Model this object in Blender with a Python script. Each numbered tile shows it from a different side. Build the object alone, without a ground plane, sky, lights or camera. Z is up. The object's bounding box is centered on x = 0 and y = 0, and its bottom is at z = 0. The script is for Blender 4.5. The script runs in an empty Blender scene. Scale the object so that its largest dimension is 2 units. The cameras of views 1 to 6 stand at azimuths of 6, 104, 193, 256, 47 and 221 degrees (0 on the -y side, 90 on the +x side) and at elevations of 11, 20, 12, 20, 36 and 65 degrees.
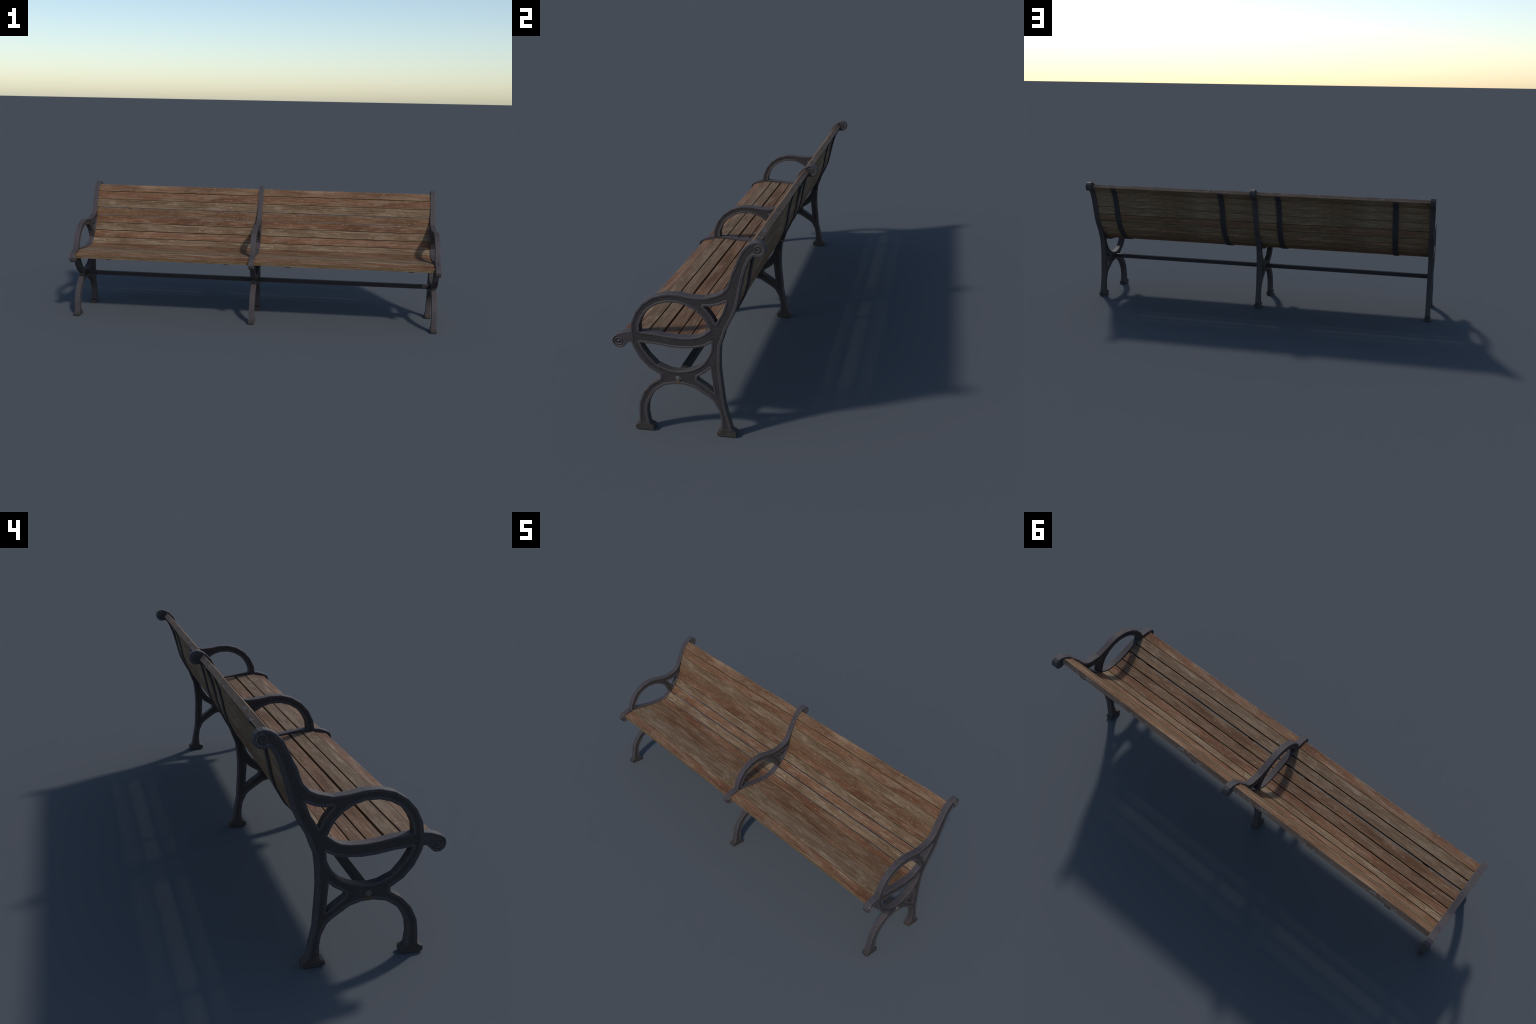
"""Park bench: three cast-iron end frames, fourteen rows of weathered hardwood
slats in two bays, steel straps under the slats and a stretcher bar."""
import bpy, bmesh, math, random
from mathutils import Vector

random.seed(7)

# ----------------------------------------------------------------- helpers --
def link(ob, parent=None):
    bpy.context.scene.collection.objects.link(ob)
    if parent is not None:
        ob.parent = parent
    return ob


def mesh_object(name, bm, mats, parent, smooth_angle=None):
    me = bpy.data.meshes.new(name)
    bm.to_mesh(me)
    bm.free()
    for m in mats:
        me.materials.append(m)
    if smooth_angle is not None:
        me.shade_smooth()
        me.set_sharp_from_angle(angle=smooth_angle)
    return link(bpy.data.objects.new(name, me), parent)


class Nodes:
    """Small wrapper so that materials read as a list of steps."""
    def __init__(self, name):
        self.mat = bpy.data.materials.new(name)
        self.mat.use_nodes = True
        self.t = self.mat.node_tree
        self.t.nodes.clear()
        self.out = self.t.nodes.new('ShaderNodeOutputMaterial')
        self.bsdf = self.t.nodes.new('ShaderNodeBsdfPrincipled')
        self.t.links.new(self.bsdf.outputs[0], self.out.inputs[0])
        self.co = self.t.nodes.new('ShaderNodeTexCoord').outputs['Object']

    def put(self, sock, v):
        if isinstance(v, bpy.types.NodeSocket):
            self.t.links.new(v, sock)
        elif hasattr(v, '__len__') and len(v) == 3 and len(sock.default_value) == 4:
            sock.default_value = (*v, 1)
        else:
            sock.default_value = v

    def mapping(self, scale, loc=(0, 0, 0), rot=(0, 0, 0)):
        n = self.t.nodes.new('ShaderNodeMapping')
        self.put(n.inputs['Vector'], self.co)
        n.inputs['Scale'].default_value = scale
        n.inputs['Location'].default_value = loc
        n.inputs['Rotation'].default_value = rot
        return n.outputs[0]

    def noise(self, vec, scale=1.0, detail=4.0, rough=0.55, dist=0.0):
        n = self.t.nodes.new('ShaderNodeTexNoise')
        self.put(n.inputs['Vector'], vec)
        n.inputs['Scale'].default_value = scale
        n.inputs['Detail'].default_value = detail
        n.inputs['Roughness'].default_value = rough
        n.inputs['Distortion'].default_value = dist
        return n.outputs['Fac']

    def voronoi(self, vec, scale, feature='F1'):
        n = self.t.nodes.new('ShaderNodeTexVoronoi')
        n.feature = feature
        self.put(n.inputs['Vector'], vec)
        n.inputs['Scale'].default_value = scale
        return n.outputs[0]

    def ramp(self, v, lo, hi, a=0.0, b=1.0):
        n = self.t.nodes.new('ShaderNodeMapRange')
        n.interpolation_type = 'SMOOTHSTEP'
        self.put(n.inputs[0], v)
        n.inputs[1].default_value = lo
        n.inputs[2].default_value = hi
        n.inputs[3].default_value = a
        n.inputs[4].default_value = b
        return n.outputs[0]

    def math(self, op, a, b=0.0, c=0.0):
        n = self.t.nodes.new('ShaderNodeMath')
        n.operation = op
        self.put(n.inputs[0], a)
        self.put(n.inputs[1], b)
        self.put(n.inputs[2], c)
        return n.outputs[0]

    def mix(self, f, a, b, blend='MIX'):
        n = self.t.nodes.new('ShaderNodeMix')
        n.data_type = 'RGBA'
        n.blend_type = blend
        self.put(n.inputs[0], f)
        self.put(n.inputs[6], a)
        self.put(n.inputs[7], b)
        return n.outputs[2]

    def axes(self):
        n = self.t.nodes.new('ShaderNodeSeparateXYZ')
        self.put(n.inputs[0], self.co)
        return n.outputs

    def edge(self, radius):
        """1 on sharp edges, 0 on flats (rounded normal against true normal)."""
        b = self.t.nodes.new('ShaderNodeBevel')
        b.samples = 6
        b.inputs['Radius'].default_value = radius
        g = self.t.nodes.new('ShaderNodeNewGeometry')
        d = self.t.nodes.new('ShaderNodeVectorMath')
        d.operation = 'DOT_PRODUCT'
        self.t.links.new(b.outputs[0], d.inputs[0])
        self.t.links.new(g.outputs['True Normal'], d.inputs[1])
        return self.ramp(d.outputs['Value'], 0.99, 0.80)

    def bump(self, h, strength, dist):
        n = self.t.nodes.new('ShaderNodeBump')
        n.inputs['Strength'].default_value = strength
        n.inputs['Distance'].default_value = dist
        self.put(n.inputs['Height'], h)
        self.put(self.bsdf.inputs['Normal'], n.outputs[0])

    def finish(self, colour, rough, spec=0.3, metal=0.0):
        self.put(self.bsdf.inputs['Base Color'], colour)
        self.put(self.bsdf.inputs['Roughness'], rough)
        self.bsdf.inputs['Specular IOR Level'].default_value = spec
        self.bsdf.inputs['Metallic'].default_value = metal
        return self.mat


# --------------------------------------------------------------- materials --
def iron(name, base, wear=0.5, dirt=0.25, rust=False):
    """Painted cast iron: mottled dark grey, violet and brown tinges, worn edges."""
    n = Nodes(name)
    fine = n.noise(n.mapping((1, 1, 1)), 150, 6, 0.7)
    blot = n.noise(n.mapping((1, 1, 1), (3.1, 0, 0)), 19, 4, 0.6)
    tint = n.noise(n.mapping((1, 1, 1), (0, 7.7, 1)), 28, 4, 0.6)
    broad = n.noise(n.mapping((1, 1, 1), (9, 2, 4)), 9, 3, 0.5)
    b = Vector(base)
    c = n.mix(n.ramp(fine, 0.32, 0.68), b * 0.58, b * 1.42)
    c = n.mix(n.ramp(broad, 0.40, 0.60, 0, 0.30), c, b * 1.35)
    c = n.mix(n.ramp(blot, 0.50, 0.64, 0, 0.55), c, (b[0] * 1.16, b[1] * 0.98, b[2] * 1.24))
    c = n.mix(n.ramp(tint, 0.56, 0.70, 0, dirt), c, (0.072, 0.046, 0.031))
    c = n.mix(n.ramp(tint, 0.42, 0.28, 0, 0.45), c, (b[0] * 0.86, b[1] * 1.04, b[2] * 0.88))
    # small pale chips
    chip = n.math('MULTIPLY', n.ramp(n.noise(n.co, 95, 3, 0.6, 0.5), 0.66, 0.72), n.ramp(blot, 0.40, 0.55))
    c = n.mix(n.math('MULTIPLY', chip, 0.35), c, (0.16, 0.135, 0.125))
    if wear > 0:
        e = n.math('MULTIPLY', n.edge(0.0040), n.ramp(n.noise(n.co, 52, 4), 0.36, 0.60, 0.30, 1))
        c = n.mix(n.math('MULTIPLY', e, wear), c, (0.185, 0.152, 0.146))
    if rust:      # stain that runs down from the stretcher bolt
        x, y, z = n.axes()
        dy = n.math('DIVIDE', n.math('ADD', y, 0.049), 0.011)
        dz = n.math('DIVIDE', n.math('ADD', z, -0.197), 0.012)
        r = n.math('ADD', n.math('MULTIPLY', dy, dy), n.math('MULTIPLY', dz, dz))
        r = n.math('ADD', r, n.ramp(n.noise(n.co, 190, 3), 0.3, 0.7, -0.4, 0.6))
        c = n.mix(n.ramp(r, 1.0, 0.25, 0, 0.8), c, (0.080, 0.045, 0.015))
    n.bump(n.math('ADD', fine, n.noise(n.co, 420, 2)), 0.30, 0.0014)
    return n.finish(c, n.ramp(fine, 0.3, 0.7, 0.60, 0.76), 0.30)


def wood(name, base, dark, light, seed, streak=0.65):
    """Weathered hardwood; the grain runs along local x.  Worn pale patches and
    redder, darker stretches alternate along each board."""
    n = Nodes(name)
    o = (seed * 3.71, seed * 1.93, seed * 0.57)
    fibre = n.noise(n.mapping((8, 330, 330), o), 1, 4, 0.65, 0.15)
    grain = n.noise(n.mapping((3.5, 135, 135), o), 1, 5, 0.65, 0.2)
    long_ = n.noise(n.mapping((3.4, 11, 11), (o[1], o[0], 0)), 1, 4, 0.6, 0.1)
    patch = n.noise(n.mapping((6.5, 26, 26), (o[2], 4, o[0])), 1, 6, 0.62, 0.15)
    mott = n.noise(n.mapping((38, 75, 75), (o[0], 1, o[2])), 1, 4, 0.65)
    b, d = Vector(base), Vector(dark)
    c = n.mix(n.ramp(long_, 0.33, 0.63), dark, base)
    c = n.mix(n.ramp(patch, 0.46, 0.68, 0, 0.8), c, light)
    c = n.mix(n.ramp(mott, 0.43, 0.30, 0, 0.55), c, d * 0.85)
    c = n.mix(n.ramp(mott, 0.55, 0.68, 0, 0.60), c, Vector(light) * 1.12)
    c = n.mix(n.ramp(grain, 0.46, 0.32, 0, streak), c, d * 0.62)
    c = n.mix(n.ramp(fibre, 0.36, 0.64), n.mix(1.0, c, (0.66, 0.64, 0.62), 'MULTIPLY'),
              n.mix(1.0, c, (1.27, 1.26, 1.24), 'MULTIPLY'))
    # pale knocks and scuffs
    scuff = n.noise(n.mapping((42, 110, 110), (1, o[0], o[1])), 1, 4, 0.7, 0.9)
    zone = n.noise(n.mapping((8, 11, 11), (o[1], 2, o[2])), 1, 2)
    s = n.math('MULTIPLY', n.ramp(scuff, 0.60, 0.70), n.ramp(zone, 0.46, 0.58, 0, 0.75))
    c = n.mix(s, c, (0.30, 0.235, 0.160))
    # arrises painted pale yellow: sunlight caught on board edges beside the gaps
    e = n.math('MULTIPLY', n.edge(0.0050), n.ramp(n.noise(n.mapping((9, 30, 30), o), 1, 3), 0.36, 0.56))
    c = n.mix(n.math('MULTIPLY', e, 0.85), c, (0.320, 0.235, 0.140))
    n.bump(n.math('ADD', n.math('MULTIPLY', grain, 0.6), n.math('MULTIPLY', fibre, 0.5)), 0.30, 0.0016)
    return n.finish(c, n.ramp(fibre, 0.3, 0.7, 0.72, 0.86), 0.2)


def painted_edge(name):
    """Grey-brown weathered top edge with flecks of old pale paint."""
    n = Nodes(name)
    fibre = n.noise(n.mapping((6, 190, 190)), 1, 5, 0.6, 0.3)
    big = n.noise(n.mapping((5, 18, 18), (2, 0, 0)), 1, 3)
    c = n.mix(n.ramp(big, 0.35, 0.65), (0.148, 0.092, 0.063), (0.200, 0.127, 0.088))
    c = n.mix(n.ramp(fibre, 0.34, 0.68), n.mix(1.0, c, (0.82, 0.82, 0.82), 'MULTIPLY'),
              n.mix(1.0, c, (1.15, 1.15, 1.15), 'MULTIPLY'))
    fleck = n.noise(n.mapping((75, 120, 120), (0, 3, 1)), 1, 3, 0.6, 1.2)
    zone = n.noise(n.mapping((9, 6, 6), (5.3, 1, 0)), 1, 2)
    f = n.math('MULTIPLY', n.ramp(fleck, 0.565, 0.61), n.ramp(zone, 0.47, 0.55))
    c = n.mix(n.math('MULTIPLY', f, 0.8), c, (0.33, 0.34, 0.32))
    e = n.math('MULTIPLY', n.edge(0.003), n.ramp(n.noise(n.mapping((12, 30, 30)), 1, 3), 0.35, 0.6))
    c = n.mix(n.math('MULTIPLY', e, 0.55), c, (0.27, 0.20, 0.12))
    n.bump(fibre, 0.25, 0.0015)
    return n.finish(c, 0.82, 0.2)


IRON_RIM = iron('iron_rim', (0.046, 0.040, 0.0425), wear=0.85, dirt=0.4, rust=True)
IRON_WEB = iron('iron_web', (0.031, 0.027, 0.0265), wear=0.0, rust=True)  # base darker than the rim: occlusion shade of the recess baked into the colour
IRON_FOOT = iron('iron_foot', (0.031, 0.026, 0.023), wear=0.6, dirt=0.6)
IRON_STRAP = iron('iron_strap', (0.029, 0.027, 0.030), wear=0.3, dirt=0.1)
IRON_BAR = iron('iron_bar', (0.024, 0.021, 0.024), wear=0.25, dirt=0.1)
BACK_TAN = wood('weathered_back_wood', (0.190, 0.126, 0.077), (0.138, 0.088, 0.051), (0.228, 0.172, 0.120), 31, 0.40)
BACK_RED = wood('brown_back_wood', (0.175, 0.099, 0.056), (0.128, 0.067, 0.037), (0.200, 0.136, 0.090), 37, 0.45)
STEEL = iron('nut_steel', (0.088, 0.083, 0.078), wear=0.5, dirt=0.5)
FRONT_WOOD = wood('front_edge_wood', (0.175, 0.112, 0.062), (0.120, 0.064, 0.028), (0.205, 0.150, 0.098), 23)
EDGE_WOOD = painted_edge('weathered_edge')

# ------------------------------------------------- cast frame: side profile --
# (y, z) control points, metres; y grows towards the back of the bench.
UPRIGHT_FRONT = [(0.2307, 0.7060), (0.2148, 0.6968), (0.1950, 0.6757), (0.1840, 0.6530),
                 (0.1676, 0.6170), (0.1600, 0.6040), (0.1512, 0.5765), (0.1430, 0.5560)]
ARM_TOP = [(0.1238, 0.5342), (0.1030, 0.5235), (0.0607, 0.5117), (0.0153, 0.5138),
           (-0.0243, 0.5206), (-0.0685, 0.5204), (-0.1125, 0.5080), (-0.1505, 0.4832),
           (-0.1798, 0.4495), (-0.1988, 0.4088), (-0.2030, 0.3785)]
FRONT_SCROLL = [(-0.2260, 0.3746), (-0.2557, 0.3637), (-0.2688, 0.3532), (-0.2735, 0.3386),
                (-0.2690, 0.3228), (-0.2563, 0.3142), (-0.2406, 0.3139), (-0.2283, 0.3229),
                (-0.2150, 0.3370), (-0.2046, 0.3386)]
RING_FRONT = [(-0.1989, 0.3196), (-0.1804, 0.2797), (-0.1500, 0.2450), (-0.1132, 0.2213)]
LEG_FRONT = [(-0.1130, 0.2080), (-0.1507, 0.1832), (-0.1802, 0.1490), (-0.1990, 0.1067),
             (-0.2041, 0.0702), (-0.2068, 0.0260), (-0.2068, 0.0100)]
ARCH = [(-0.1700, 0.0100), (-0.1703, 0.0280), (-0.1737, 0.0640), (-0.1696, 0.0970),
        (-0.1618, 0.1158), (-0.1466, 0.1421), (-0.1320, 0.1594), (-0.1008, 0.1806),
        (-0.0640, 0.1895), (-0.0285, 0.1890), (0.0062, 0.1790), (0.0569, 0.1451),
        (0.0711, 0.1315), (0.0868, 0.0985), (0.0920, 0.0633), (0.0905, 0.0280), (0.0905, 0.0100)]
LEG_REAR = [(0.1285, 0.0100), (0.1285, 0.0222), (0.1187, 0.0700), (0.1082, 0.1200),
            (0.1060, 0.1560), (0.1022, 0.2140), (0.1008, 0.2560), (0.1035, 0.3055),
            (0.1082, 0.3440), (0.1180, 0.3680), (0.1297, 0.4010), (0.1420, 0.4230),
            (0.1550, 0.4475), (0.1690, 0.4785)]
UPRIGHT_REAR = [(0.1770, 0.5065), (0.1870, 0.5475), (0.2008, 0.5990), (0.2122, 0.6285),
                (0.2225, 0.6490)]
TOP_SCROLL = [(0.2330, 0.6608), (0.2400, 0.6598), (0.2480, 0.6586), (0.2605, 0.6600),
              (0.2712, 0.6700), (0.2750, 0.6843), (0.2705, 0.6973), (0.2600, 0.7062),
              (0.2460, 0.7096)]
OUTER = (UPRIGHT_FRONT + ARM_TOP + FRONT_SCROLL + RING_FRONT + LEG_FRONT + ARCH
         + LEG_REAR + UPRIGHT_REAR + TOP_SCROLL)
OUTER_NO_SCROLL = [p for p in OUTER if p not in FRONT_SCROLL[:-1]]

ARM_HOLE = [(0.0749, 0.4002), (0.0534, 0.3828), (0.0357, 0.3727), (0.0102, 0.3668),
            (-0.0300, 0.3644), (-0.0735, 0.3672), (-0.1160, 0.3738), (-0.1716, 0.3780),
            (-0.1700, 0.4020), (-0.1580, 0.4284), (-0.1450, 0.4467), (-0.1281, 0.4637),
            (-0.1014, 0.4797), (-0.0690, 0.4900), (-0.0295, 0.4906), (0.0020, 0.4818),
            (0.0325, 0.4640), (0.0550, 0.4400), (0.0660, 0.4210)]
CORNER_HOLE = [(0.1360, 0.5009), (0.1221, 0.4640), (0.0974, 0.4242), (0.0840, 0.4515),
               (0.0600, 0.4827), (0.0850, 0.4836), (0.1115, 0.4896)]
RING_HOLE = [(0.0773, 0.3519), (0.0748, 0.3280), (0.0690, 0.3140), (0.0610, 0.2980),
             (0.0450, 0.2760), (0.0300, 0.2622), (0.0060, 0.2493), (-0.0270, 0.2398),
             (-0.0523, 0.2380), (-0.0800, 0.2418), (-0.1200, 0.2590), (-0.1476, 0.2900),
             (-0.1640, 0.3170), (-0.1736, 0.3378), (-0.1215, 0.3354), (-0.0680, 0.3278),
             (-0.0277, 0.3262), (0.0195, 0.3304), (0.0515, 0.3381)]
STRUT_HOLE = [(0.0677, 0.2570), (0.0712, 0.2140), (0.0744, 0.1672), (0.0486, 0.1874),
              (0.0187, 0.2081), (0.0185, 0.2220), (0.0543, 0.2443)]
HOLES = [ARM_HOLE, CORNER_HOLE, RING_HOLE, STRUT_HOLE]

T = 0.0140                     # half thickness of a frame
DEPTH = 0.0015                 # how far the web lies below the rims
SCROLL_EYE = (-0.2497, 0.3388)
SPIRAL_EYE = (0.2500, 0.6838)


def signed_area(p):
    return 0.5 * sum(a[0] * b[1] - b[0] * a[1] for a, b in zip(p, p[1:] + p[:1]))


def offset(loop, d, rounded=False):
    """Move a closed loop into the metal by d (the metal is on its left)."""
    out, n = [], len(loop)
    for i in range(n):
        p, q, r = (Vector(loop[i - 1]), Vector(loop[i]), Vector(loop[(i + 1) % n]))
        u, v = (q - p).normalized(), (r - q).normalized()
        nu, nv = Vector((-u.y, u.x)), Vector((-v.y, v.x))
        turn = u.x * v.y - u.y * v.x            # < 0: offsets fan out
        ang = math.acos(max(-1, min(1, u.dot(v))))
        if rounded and turn < 0 and ang > 0.6:
            a0 = math.atan2(nu.y, nu.x)
            k = max(2, int(ang / 0.35))
            out += [tuple(q + d * Vector((math.cos(a0 - ang * j / k), math.sin(a0 - ang * j / k))))
                    for j in range(k + 1)]
        else:
            m = (nu + nv).normalized()
            out.append(tuple(q + m * d / max(0.35, m.dot(nu))))
    return out


def circle(c, r, k, ccw=False):
    s = 1 if ccw else -1
    return [(c[0] + r * math.cos(s * 2 * math.pi * i / k), c[1] + r * math.sin(s * 2 * math.pi * i / k))
            for i in range(k)]


def frame_bmesh():
    bm = bmesh.new()
    ccw = lambda p: p if signed_area(p) > 0 else p[::-1]
    cw = lambda p: p if signed_area(p) < 0 else p[::-1]
    wall = [ccw(OUTER)] + [cw(h) for h in HOLES]
    chamfer = [offset(w, 0.0012) for w in wall]
    rim_in = [offset(ccw(OUTER_NO_SCROLL), 0.0074, True)] + [offset(cw(h), 0.0056, True) for h in HOLES]
    web = [offset(r, 0.0028) for r in rim_in]
    eye_in, eye_web = circle(SCROLL_EYE, 0.0198, 28, True), circle(SCROLL_EYE, 0.0182, 28, True)

    def ring(loop, x):
        vs = [bm.verts.new((x, a, b)) for a, b in loop]
        return vs, [bm.edges.new((vs[i - 1], vs[i])) for i in range(len(vs))]

    def strip(a, b, mat):
        for i in range(len(a)):
            f = bm.faces.new((a[i - 1], a[i], b[i], b[i - 1]))
            f.material_index = mat

    def fill(edges, mat):
        r = bmesh.ops.triangle_fill(bm, use_beauty=True, use_dissolve=False, edges=edges)
        for f in r['geom']:
            if isinstance(f, bmesh.types.BMFace):
                f.material_index = mat

    walls = {}
    for s in (1, -1):
        top, rin, rweb = [], [], []
        for k, w in enumerate(wall):
            v0, _ = ring(w, s * (T - 0.0012))
            v1, e1 = ring(chamfer[k], s * T)
            walls[s, k] = v0
            strip(v0, v1, 0)
            top += e1
            v2, e2 = ring(rim_in[k], s * T)
            v3, e3 = ring(web[k], s * (T - DEPTH))
            strip(v2, v3, 0)
            rin += e2
            rweb += e3
        c2, ce2 = ring(eye_in, s * T)
        c3, ce3 = ring(eye_web, s * (T - 0.0020))
        strip(c2, c3, 0)
        fill(top + rin + ce2, 0)
        fill(rweb, 1)
        fill(ce3, 1)
    for k in range(len(wall)):
        strip(walls[1, k], walls[-1, k], 0)
    bmesh.ops.recalc_face_normals(bm, faces=bm.faces)

    # raised spiral in the top volute, raised rings in the front one, both faces
    def ridge(path, half, height, s, base, closed=False, taper=False):
        rows = []
        m = len(path)
        for i, p in enumerate(path):
            a = Vector(path[i - 1] if (i or closed) else path[0])
            b = Vector(path[(i + 1) % m] if (i < m - 1 or closed) else path[-1])
            t = (b - a).normalized()
            nrm = Vector((-t.y, t.x))
            k = 1.0 if not taper else 1.0 - 0.35 * i / m
            sec = [(-1, -0.35), (-0.62, 0.62), (0, 1), (0.62, 0.62), (1, -0.35)]
            rows.append([bm.verts.new((s * (base + height * h), *(Vector(p) + nrm * half * k * w)))
                         for w, h in sec])
        faces = []
        for i in range(m if closed else m - 1):
            a, b = rows[i], rows[(i + 1) % m]
            for j in range(4):
                faces.append(bm.faces.new((a[j], a[j + 1], b[j + 1], b[j])))
        if not closed:
            faces += [bm.faces.new(rows[0]), bm.faces.new(rows[-1])]
        bmesh.ops.recalc_face_normals(bm, faces=faces)
        if sum(f.normal.x * s for f in faces) < 0:
            bmesh.ops.reverse_faces(bm, faces=faces)

    for s in (1, -1):
        turns, k = 1.75, 70
        path = []
        for i in range(k + 1):
            t = i / k
            r = 0.0165 * (1 - t) ** 0.95 + 0.0024
            a = math.radians(205) + turns * 2 * math.pi * t
            path.append((SPIRAL_EYE[0] + r * math.cos(a), SPIRAL_EYE[1] + r * math.sin(a)))
        ridge(path, 0.0017, 0.0017, s, T - DEPTH, taper=True)
        ridge(circle(SCROLL_EYE, 0.0128, 28), 0.0026, 0.0019, s, T - 0.0020, closed=True)
        # centre boss
        rows = [[bm.verts.new((s * (T - 0.0022 + h), *p)) for p in circle(SCROLL_EYE, r, 18)]
                for r, h in ((0.0066, 0.0), (0.0060, 0.0016), (0.0034, 0.0023))]
        fs = []
        for a, b in zip(rows, rows[1:]):
            for i in range(18):
                fs.append(bm.faces.new((a[i - 1], a[i], b[i], b[i - 1])))
        fs.append(bm.faces.new(rows[-1]))
        bmesh.ops.recalc_face_normals(bm, faces=fs)
        if sum(f.normal.x * s for f in fs) < 0:
            bmesh.ops.reverse_faces(bm, faces=fs)
    return bm


# cutting planes (point, normal in y-z) that mark the regions of the casting
CUTS = [((0.0600, 0.4827), (1.0, 0.0)), ((0.0600, 0.4827), (0.575, -0.818)),
        ((-0.19, 0.3785), (0.0, 1.0)), ((-0.1131, 0.20), (1.0, 0.0)), ((0.07, 0.1672), (0.0, 1.0))]


def region(c):
    y, z = c.y, c.z
    if z > 0.3785 and y < 0.0600 and (y - 0.0600) * 0.575 - (z - 0.4827) * 0.818 < 0:
        return 'armrest'
    if z < 0.2150 and y < -0.1131:
        return 'front_leg'
    if z < 0.1672 and y > 0.0:
        return 'rear_leg'
    return 'cast_iron_frame'


def frame_parts():
    """Build the casting once, then separate it by region, keeping one smooth surface."""
    bm = frame_bmesh()
    for (y, z), (ny, nz) in CUTS:
        bmesh.ops.bisect_plane(bm, geom=bm.verts[:] + bm.edges[:] + bm.faces[:], dist=1e-6,
                               plane_co=(0, y, z), plane_no=(0, ny, nz))
    whole = bpy.data.meshes.new('casting')
    bm.to_mesh(whole)
    bm.free()
    whole.shade_smooth()
    whole.set_sharp_from_angle(angle=math.radians(25))
    normals = [Vector(c.vector) for c in whole.corner_normals]
    parts = {}
    for poly in whole.polygons:
        d = parts.setdefault(region(poly.center), dict(v={}, f=[], m=[], n=[]))
        idx = []
        for vi, li in zip(poly.vertices, poly.loop_indices):
            idx.append(d['v'].setdefault(vi, len(d['v'])))
            d['n'].append(normals[li])
        d['f'].append(idx)
        d['m'].append(poly.material_index)
    out = {}
    for name, d in parts.items():
        me = bpy.data.meshes.new(name)
        me.from_pydata([whole.vertices[i].co[:] for i in d['v']], [], d['f'])
        me.polygons.foreach_set('material_index', d['m'])
        me.materials.append(IRON_RIM)
        me.materials.append(IRON_WEB)
        me.shade_smooth()
        me.normals_split_custom_set(d['n'])
        out[name] = me
    bpy.data.meshes.remove(whole)
    return out


def foot_mesh(y0, y1, leg0, leg1):
    """Cast foot: flat pad whose shoulders slope up to the leg."""
    side = [(y0, 0.0), (y1, 0.0), (y1, 0.0150), (y1 - 0.0035, 0.0178), (leg1 + 0.0045, 0.0205),
            (leg1 - 0.0005, 0.0262), (leg0 + 0.0005, 0.0262), (leg0 - 0.0045, 0.0205),
            (y0 + 0.0035, 0.0178), (y0, 0.0150)]
    bm = bmesh.new()
    w = T + 0.0022
    a = [bm.verts.new((w, *p)) for p in side]
    b = [bm.verts.new((-w, *p)) for p in side]
    bm.faces.new(a)
    bm.faces.new(b[::-1])
    for i in range(len(side)):
        bm.faces.new((a[i - 1], b[i - 1], b[i], a[i]))
    bmesh.ops.recalc_face_normals(bm, faces=bm.faces)
    for v in bm.verts:                      # upper shoulders lean in to the leg's faces
        if v.co.z > 0.019:
            v.co.x *= (T - 0.0006) / w if v.co.z > 0.024 else (T + 0.0010) / w
    low = [e for e in bm.edges if all(v.co.z < 0.016 for v in e.verts)]
    bmesh.ops.bevel(bm, geom=low, offset=0.0012, segments=1, affect='EDGES')
    me = bpy.data.meshes.new('foot')
    bm.to_mesh(me)
    bm.free()
    me.materials.append(IRON_FOOT)
    me.shade_smooth()
    me.set_sharp_from_angle(angle=math.radians(28))
    return me


def nut_mesh():
    """Five-cornered nut on the end of the stretcher bolt."""
    bm = bmesh.new()
    star = []
    for i in range(10):
        r = 0.0110 if i % 2 == 0 else 0.0084
        a = math.radians(75) + i * math.pi / 5
        star.append((r * math.cos(a), r * math.sin(a)))
    rows = [[bm.verts.new((x, k * y, k * z)) for y, z in star]
            for x, k in ((-0.004, 1.0), (0.0026, 1.0), (0.0036, 0.86))]
    for a, b in zip(rows, rows[1:]):
        for i in range(10):
            bm.faces.new((a[i - 1], a[i], b[i], b[i - 1]))
    bm.faces.new(rows[0])
    bm.faces.new(rows[-1])
    k = 14
    shaft = [[bm.verts.new((x, r * math.cos(2 * math.pi * i / k), r * math.sin(2 * math.pi * i / k)))
              for i in range(k)] for x, r in ((0.003, 0.0042), (0.0054, 0.0040), (0.0060, 0.0030))]
    for a, b in zip(shaft, shaft[1:]):
        for i in range(k):
            bm.faces.new((a[i - 1], a[i], b[i], b[i - 1]))
    bm.faces.new(shaft[-1])
    bmesh.ops.recalc_face_normals(bm, faces=bm.faces)
    me = bpy.data.meshes.new('nut')
    bm.to_mesh(me)
    bm.free()
    me.materials.append(STEEL)
    return me


# ------------------------------------------------------------------- bench --
bench = link(bpy.data.objects.new('park_bench', None))
bench['label'] = 'long park bench, weathered wooden slats on three scrolled cast-iron frames'
bench['category'] = 'park bench'

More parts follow.
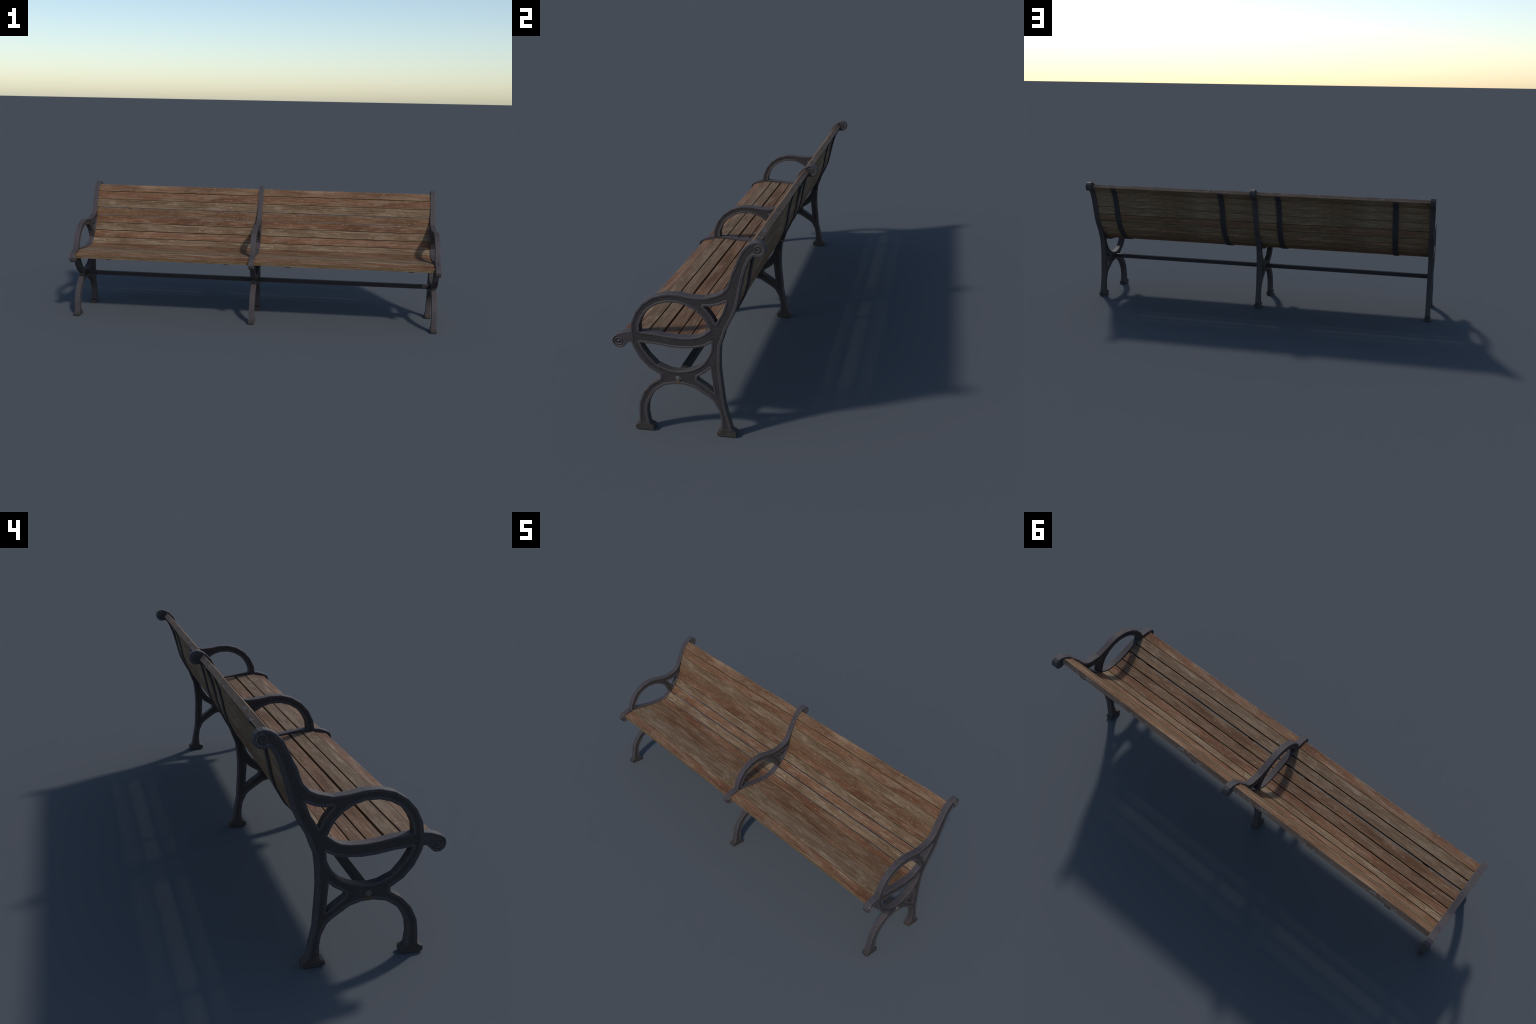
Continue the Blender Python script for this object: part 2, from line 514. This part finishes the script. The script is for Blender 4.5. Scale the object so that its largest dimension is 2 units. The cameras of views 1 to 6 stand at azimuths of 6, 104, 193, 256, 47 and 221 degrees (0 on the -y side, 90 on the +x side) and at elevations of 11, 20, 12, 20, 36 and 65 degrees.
casting = frame_parts()
front_foot = foot_mesh(-0.2228, -0.1553, -0.2066, -0.1702)
rear_foot = foot_mesh(0.0744, 0.1415, 0.0906, 0.1284)
nut = nut_mesh()
FRAME_X = (-0.9830, 0.0005, 0.9830)
for fx in FRAME_X:
    body = link(bpy.data.objects.new('cast_iron_frame', casting['cast_iron_frame']), bench)
    body.location = (fx, 0, 0)
    for part in ('armrest', 'front_leg', 'rear_leg'):
        link(bpy.data.objects.new(part, casting[part]), body)
    for me in (front_foot, rear_foot):
        link(bpy.data.objects.new('foot', me), body)
    if abs(fx) > 0.5:
        s = 1 if fx > 0 else -1
        ob = link(bpy.data.objects.new('nut', nut), body)
        ob.location = (s * (T - 0.003), -0.0485, 0.2113)
        if s < 0:
            ob.rotation_euler = (0, 0, math.pi)

# -------------------------------------------------------------------- slats --
# front face of each row, upper/back edge to lower/front edge, as (y, z) pairs
ROWS = [((0.2216, 0.6925), (0.1918, 0.6580)), ((0.1883, 0.6545), (0.1736, 0.6119)),
        ((0.1701, 0.6096), (0.1606, 0.5649)), ((0.1591, 0.5616), (0.1510, 0.5173)),
        ((0.1502, 0.5149), (0.1390, 0.4774)), ((0.1365, 0.4751), (0.1164, 0.4360)),
        ((0.1134, 0.4331), (0.0840, 0.3995)), ((0.0796, 0.3972), (0.0457, 0.3702)),
        ((0.0426, 0.3688), (0.0010, 0.3608)), ((-0.0038, 0.3602), (-0.0464, 0.3592)),
        ((-0.0512, 0.3590), (-0.0965, 0.3632)), ((-0.1048, 0.3640), (-0.1490, 0.3682)),
        ((-0.1542, 0.3686), (-0.2000, 0.3680)), ((-0.2039, 0.3649), (-0.2492, 0.3564))]
THICK = 0.0224
# tone of each row: (kind, brightness)
RED, TAN, BRN, DRK = 'red', 'tan', 'brown', 'dark'
TONES = {RED: ((0.157, 0.080, 0.043), (0.104, 0.044, 0.022), (0.198, 0.131, 0.087)),
         TAN: ((0.165, 0.108, 0.066), (0.121, 0.073, 0.041), (0.211, 0.157, 0.109)),
         BRN: ((0.160, 0.088, 0.049), (0.110, 0.056, 0.029), (0.199, 0.135, 0.088)),
         DRK: ((0.140, 0.078, 0.045), (0.094, 0.048, 0.026), (0.183, 0.123, 0.080))}
ROW_TONE = [BRN, RED, TAN, BRN, RED, TAN, RED, TAN, RED, DRK, BRN, TAN, TAN, RED]
BAY_X = (-0.49125, 0.49175)
BAY_LEN = 0.9590                # a couple of millimetres let into the castings


def slat_mesh(width, mat, back, name, edge=None, side=1):
    bm = bmesh.new()
    bmesh.ops.create_cube(bm, size=1.0)
    for v in bm.verts:
        v.co = Vector((v.co.x * BAY_LEN, v.co.y * width, v.co.z * THICK))
    bmesh.ops.bevel(bm, geom=bm.edges[:], offset=0.0007, segments=1, profile=0.5, affect='EDGES')
    for f in bm.faces:          # the sheltered rear face has weathered to grey-tan
        if f.normal.z < -0.9:
            f.material_index = 1
    if edge:                    # the exposed edge of the first and last rows has its own look
        for f in bm.faces:
            if f.normal.y * side > 0.9:
                f.material_index = 2
    me = bpy.data.meshes.new(name)
    bm.to_mesh(me)
    bm.free()
    me.materials.append(mat)
    me.materials.append(back)
    if edge:
        me.materials.append(edge)
    me.shade_smooth()
    me.set_sharp_from_angle(angle=math.radians(30))
    return me


backs = []                      # rear corners of every row, for the straps
for i, (a, b) in enumerate(ROWS):
    a, b = Vector(a), Vector(b)
    across = (a - b).normalized()                 # towards the upper/back edge
    out = Vector((-across.y, across.x))           # out of the sitting face
    if out.dot(Vector((-1, 1))) < 0:
        out = -out
    width = (a - b).length
    mid = (a + b) / 2 - out * THICK / 2
    backs.append((mid - out * THICK / 2 + across * width / 2, mid - out * THICK / 2 - across * width / 2, out))
    name = 'back_slat' if i < 8 else 'seat_slat'
    base, dark, light = TONES[ROW_TONE[i]]
    mat = wood('%s_wood' % ROW_TONE[i], base, dark, light, i + 1)
    me = slat_mesh(width, mat, BACK_RED if i in (4, 7, 10) else BACK_TAN, name,
                   *{0: (EDGE_WOOD, 1), 13: (FRONT_WOOD, -1)}.get(i, ()))
    for bx in BAY_X:
        ob = link(bpy.data.objects.new(name, me), bench)
        ob.location = (bx, mid.x, mid.y)
        # local y -> across, local z -> out of the sitting face
        ob.rotation_euler = (math.atan2(across.y, across.x), 0, 0)

# ------------------------------------------------------------------- straps --
path = [backs[0][0] - (backs[0][0] - backs[0][1]).normalized() * 0.0045]
outs = [backs[0][2]]
for p, q in zip(backs, backs[1:]):
    path.append((p[1] + q[0]) / 2)
    outs.append((p[2] + q[2]).normalized())
path.append(backs[-1][1] + (backs[-1][0] - backs[-1][1]).normalized() * 0.0015)
outs.append(backs[-1][2])


def strap_mesh(width, thick):
    bm = bmesh.new()
    rows = []
    for p, o in zip(path, outs):
        i, j = p + o * 0.0006, p - o * thick
        rows.append([bm.verts.new((x, *q)) for x, q in
                     ((-width / 2, i), (width / 2, i), (width / 2, j), (-width / 2, j))])
    for a, b in zip(rows, rows[1:]):
        for k in range(4):
            bm.faces.new((a[k], a[(k + 1) % 4], b[(k + 1) % 4], b[k]))
    bm.faces.new(rows[0])
    bm.faces.new(rows[-1])
    bmesh.ops.recalc_face_normals(bm, faces=bm.faces)
    long_edges = [e for e in bm.edges if abs(e.verts[0].co.x - e.verts[1].co.x) < 1e-6
                  and e.verts[0].co.y != e.verts[1].co.y and e.calc_face_angle(0) > 1.2]
    bmesh.ops.bevel(bm, geom=long_edges, offset=0.0010, segments=1, affect='EDGES')
    me = bpy.data.meshes.new('strap')
    bm.to_mesh(me)
    bm.free()
    me.materials.append(IRON_STRAP)
    me.shade_smooth()
    me.set_sharp_from_angle(angle=math.radians(35))
    return me


strap = strap_mesh(0.0300, 0.0052)
for bx in BAY_X:
    for dx in (-0.2950, 0.3550):
        ob = link(bpy.data.objects.new('strap', strap), bench)
        ob.location = (bx + dx, 0, 0)

# ------------------------------------------------------------ stretcher bar --
def bar_mesh(length, size):
    bm = bmesh.new()
    bmesh.ops.create_cube(bm, size=1.0)
    for v in bm.verts:
        v.co = Vector((v.co.x * length, v.co.y * size, v.co.z * size))
    bmesh.ops.bevel(bm, geom=bm.edges[:], offset=0.0012, segments=2, affect='EDGES')
    me = bpy.data.meshes.new('stretcher_bar')
    bm.to_mesh(me)
    bm.free()
    me.materials.append(IRON_BAR)
    me.shade_smooth()
    me.set_sharp_from_angle(angle=math.radians(50))
    return me


bar = bar_mesh(0.9600, 0.0225)
for bx in BAY_X:
    ob = link(bpy.data.objects.new('stretcher_bar', bar), bench)
    ob.location = (bx, -0.0470, 0.2140)
